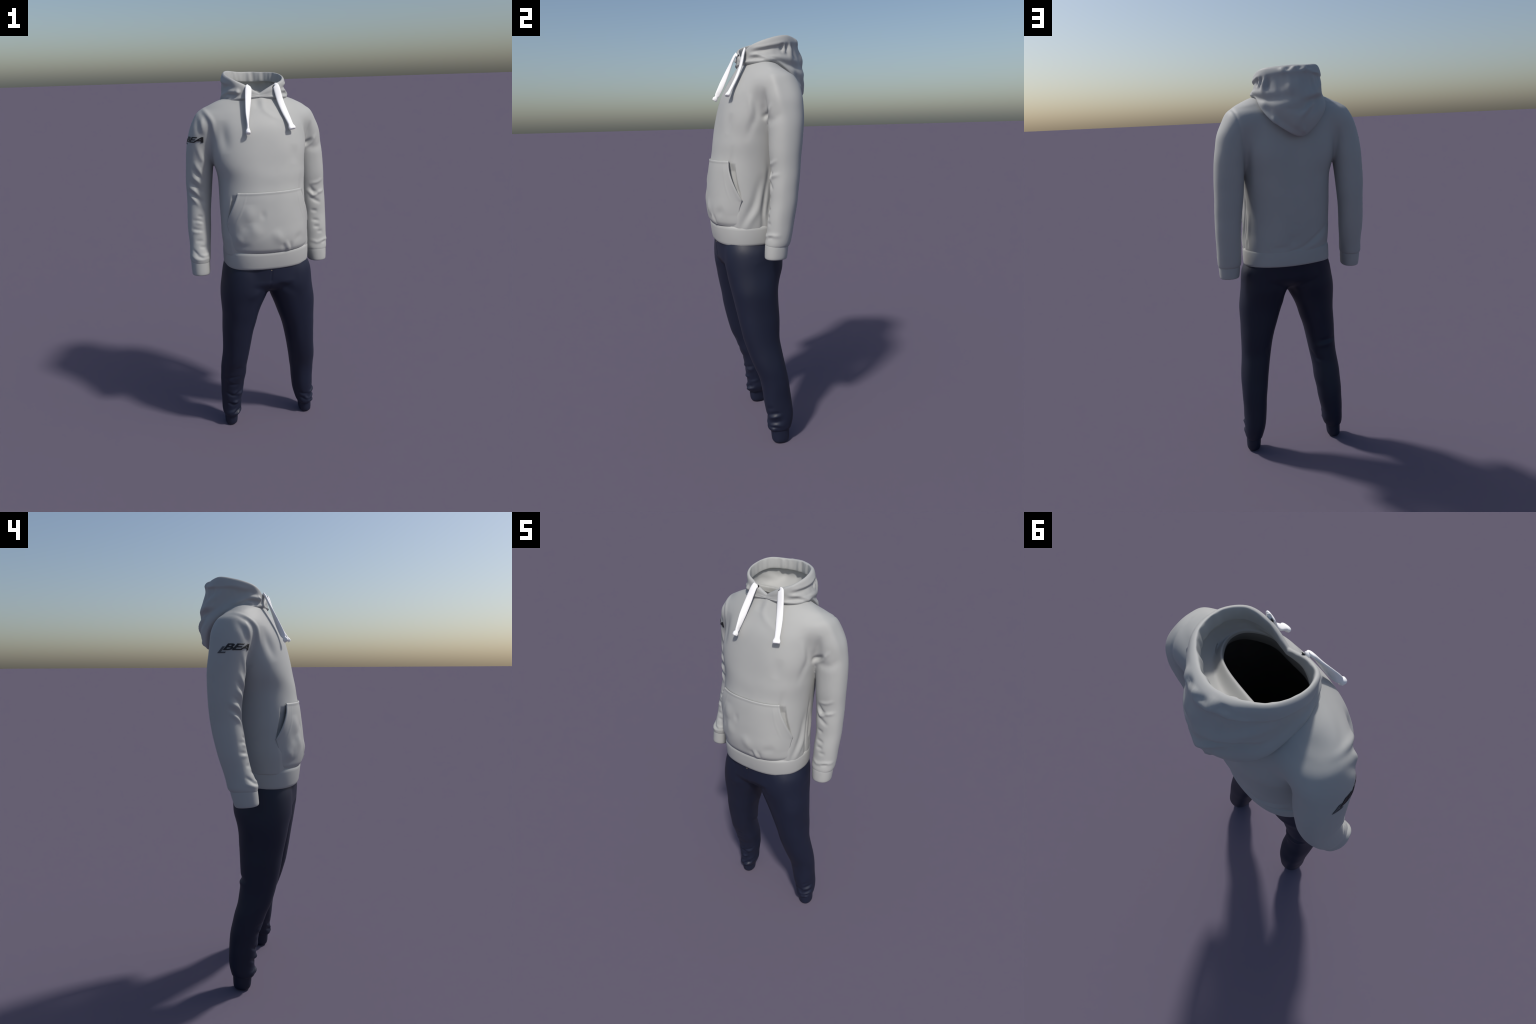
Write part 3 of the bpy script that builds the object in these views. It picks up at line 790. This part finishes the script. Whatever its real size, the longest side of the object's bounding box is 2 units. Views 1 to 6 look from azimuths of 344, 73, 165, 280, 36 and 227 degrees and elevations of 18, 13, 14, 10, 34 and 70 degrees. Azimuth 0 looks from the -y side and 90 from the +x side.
HIPS = [
    (.870, .008, -.090, .140, .025), (.882, .008, -.090, .185, .047), (.897, .010, -.090, .215, .085), (.917, .011, -.082, .236, .119), (.940, .011, -.072, .244, .146),
    (.970, .012, -.061, .241, .160), (1.000, .012, -.058, .234, .164), (1.030, .011, -.055, .219, .168), (1.060, .011, -.049, .212, .168), (1.09, .011, -.049, .205, .160)]
RIGHT_LEG = relaxed(RIGHT_LEG, .012); LEFT_LEG = relaxed(LEFT_LEG, .012)
h = .0046
gx, gy, gz = np.arange(-.31, .34, h), np.arange(-.26, .16, h), np.arange(.05, 1.11, h)
X, Y = gx[:, None, None], gy[None, :, None]
legs = smooth_min(limb(RIGHT_LEG, 2.25), limb(LEFT_LEG, 2.25), .012)
blend_width = .003 + np.interp(gz, [.84, .87, .94, 1.0], [.004, .03, .03, .012]) * np.exp(-((X - .008) / .09) ** 2)
field = smooth_min(legs, limb(HIPS, 2.2), blend_width)
cleft = (np.sqrt(((X - .008) / .035) ** 2 + ((Y - .030) / .085) ** 2 + ((gz - .840) / .058) ** 2) - 1) * .035
field = -smooth_min(-field, cleft, .02)          # the fork rises towards the seat
trousers = skin('trousers', field, (gx[0], gy[0], gz[0]), h, 6)
right_ankle_folds = [  # (path on the cloth, width, height)
    ([(-.185, -.105, .421), (-.158, -.101, .419)], .006, -.003),
    ([(-.236, -.06, .349), (-.202, -.08, .354), (-.182, -.083, .357)], .008, -.004),
    ([(-.219, -.055, .297), (-.178, -.06, .295)], .008, -.004),
    ([(-.229, -.059, .327), (-.206, -.068, .322)], .009, .003),
    ([(-.233, -.035, .238), (-.209, -.045, .222), (-.189, -.047, .215)], .008, -.006),
    ([(-.207, -.047, .231), (-.177, -.049, .244)], .009, .005),
    ([(-.227, -.032, .167), (-.21, -.038, .158), (-.189, -.038, .153)], .008, -.006),
    ([(-.202, -.04, .17), (-.174, -.038, .174)], .009, .006),
    ([(-.222, -.032, .097), (-.198, -.036, .106), (-.178, -.032, .114)], .008, .006),
    ([(-.194, -.037, .094), (-.181, -.033, .11), (-.166, -.026, .114)], .006, -.005),
    ([(-.192, -.038, .086), (-.17, -.029, .098)], .007, .005),
]
left_ankle_folds = [  # (path on the cloth, width, height)
    ([(.209, -.043, .159), (.227, -.05, .145), (.25, -.053, .143)], .008, -.005),
    ([(.215, -.039, .118), (.235, -.05, .109)], .008, -.005),
    ([(.275, -.047, .148), (.293, -.028, .156), (.301, -.006, .159)], .008, .0045),
    ([(.281, -.043, .105), (.297, -.021, .111), (.303, .004, .104)], .008, .0053),
    ([(.285, -.042, .088), (.293, -.03, .08)], .007, .0037),
    ([(.274, -.049, .164), (.293, -.03, .173), (.3, -.009, .176)], .008, -.0037),
    ([(.283, -.041, .122), (.297, -.021, .126), (.302, .002, .131)], .008, -.0045),
    ([(.279, -.046, .095), (.294, -.03, .098), (.299, -.016, .094)], .006, -.0037),
    ([(.272, -.054, .196), (.289, -.038, .205)], .009, -.003),
    ([(-.161, -.04, .217), (-.144, -.024, .215)], .01, .003),
    ([(-.188, -.037, .085), (-.156, -.014, .098)], .008, .0045),
    ([(-.19, -.036, .099), (-.162, -.023, .108)], .006, -.0037),
    ([(-.166, -.028, .137), (-.144, .008, .152)], .008, .003),
]
shin_folds = [  # (path on the cloth, width, height)
    ([(-.194, -.038, .09), (-.173, -.031, .099), (-.156, -.015, .103)], .007, .005),
    ([(-.198, -.04, .169), (-.176, -.037, .167)], .008, .004),
    ([(-.169, -.044, .223), (-.14, -.022, .227)], .009, .004),
    ([(-.178, -.048, .234), (-.137, -.025, .248)], .007, -.004),
    ([(.263, -.053, .089), (.295, -.027, .09)], .006, .005),
    ([(.275, -.047, .149), (.299, -.016, .16)], .008, .004),
    ([(.242, -.051, .119), (.261, -.052, .105)], .007, .005),
]
knee_and_crotch_folds = [  # (path on the cloth, width, height)
    ([(-.145, .03, .579), (-.177, .033, .581), (-.217, .017, .583)], .012, -.006),
    ([(-.13, .023, .548), (-.176, .033, .558), (-.215, .02, .56)], .012, .005),
    ([(-.105, -.024, .502), (-.117, .007, .479), (-.14, .034, .469)], .012, -.005),
    ([(.159, .023, .571), (.144, .007, .535)], .012, -.005),
    ([(-.006, -.223, 1.018), (-.01, -.221, .969), (-.016, -.206, .922)], .004, -.004),
    ([(.013, -.219, .944), (.067, -.204, .917), (.117, -.205, .882)], .02, -.005),
    ([(-.117, -.204, .872), (-.074, -.204, .901)], .02, .004),
]
PANTS_FOLDS = right_ankle_folds + left_ankle_folds + shin_folds + knee_and_crotch_folds
displace(trousers, PANTS_FOLDS)
crotch = .868
split_regions(trousers, [('leg', NAVY, lambda c: (c[:, 2] < crotch + .0 + .45*np.abs(c[:, 0] - .005)) & (c[:, 0] < .005)),
                         ('leg', NAVY, lambda c: (c[:, 2] < crotch + .0 + .45*np.abs(c[:, 0] - .005)) & (c[:, 0] >= .005)),
                         ('hip_panel', NAVY, lambda c: np.ones(len(c), bool))], pants, None)

def ankle_cuff(cx, cy, a, b, lean):
    prof = [(0.0, .35), (.0005, .70), (.005, .88), (.014, .96), (.030, 1.0), (.05, 1.02), (.070, 1.05), (.080, 1.03), (.090, .86)]
    rings = []
    for z, s in prof:
        k = 1 - z / .09
        rings.append(super_ring(cx + lean[0]*k, cy + lean[1]*k, a*s, b*s, 2.2, z))
    ob = loft('ankle_cuff', rings, NAVY)
    s = ob.modifiers.new('s', 'SUBSURF'); s.levels = 1; apply_modifiers(ob)
    return child(ob, pants)
ankle_cuff(-.202, .024, .0365, .0455, (-.002, .002))
ankle_cuff(.255, .009, .0375, .046, (.006, .001))

def rivet(pos):
    bm = bmesh.new(); bmesh.ops.create_uvsphere(bm, u_segments=16, v_segments=8, radius=.0035)
    for v in bm.verts: v.co.y *= .5
    me = bpy.data.meshes.new('rivet'); bm.to_mesh(me); bm.free(); me.materials.append(METAL)
    ob = bpy.data.objects.new('rivet', me); scene.collection.objects.link(ob); ob.location = pos
    return child(ob, pants)
rivet((-.009, -.2215, 1.019))
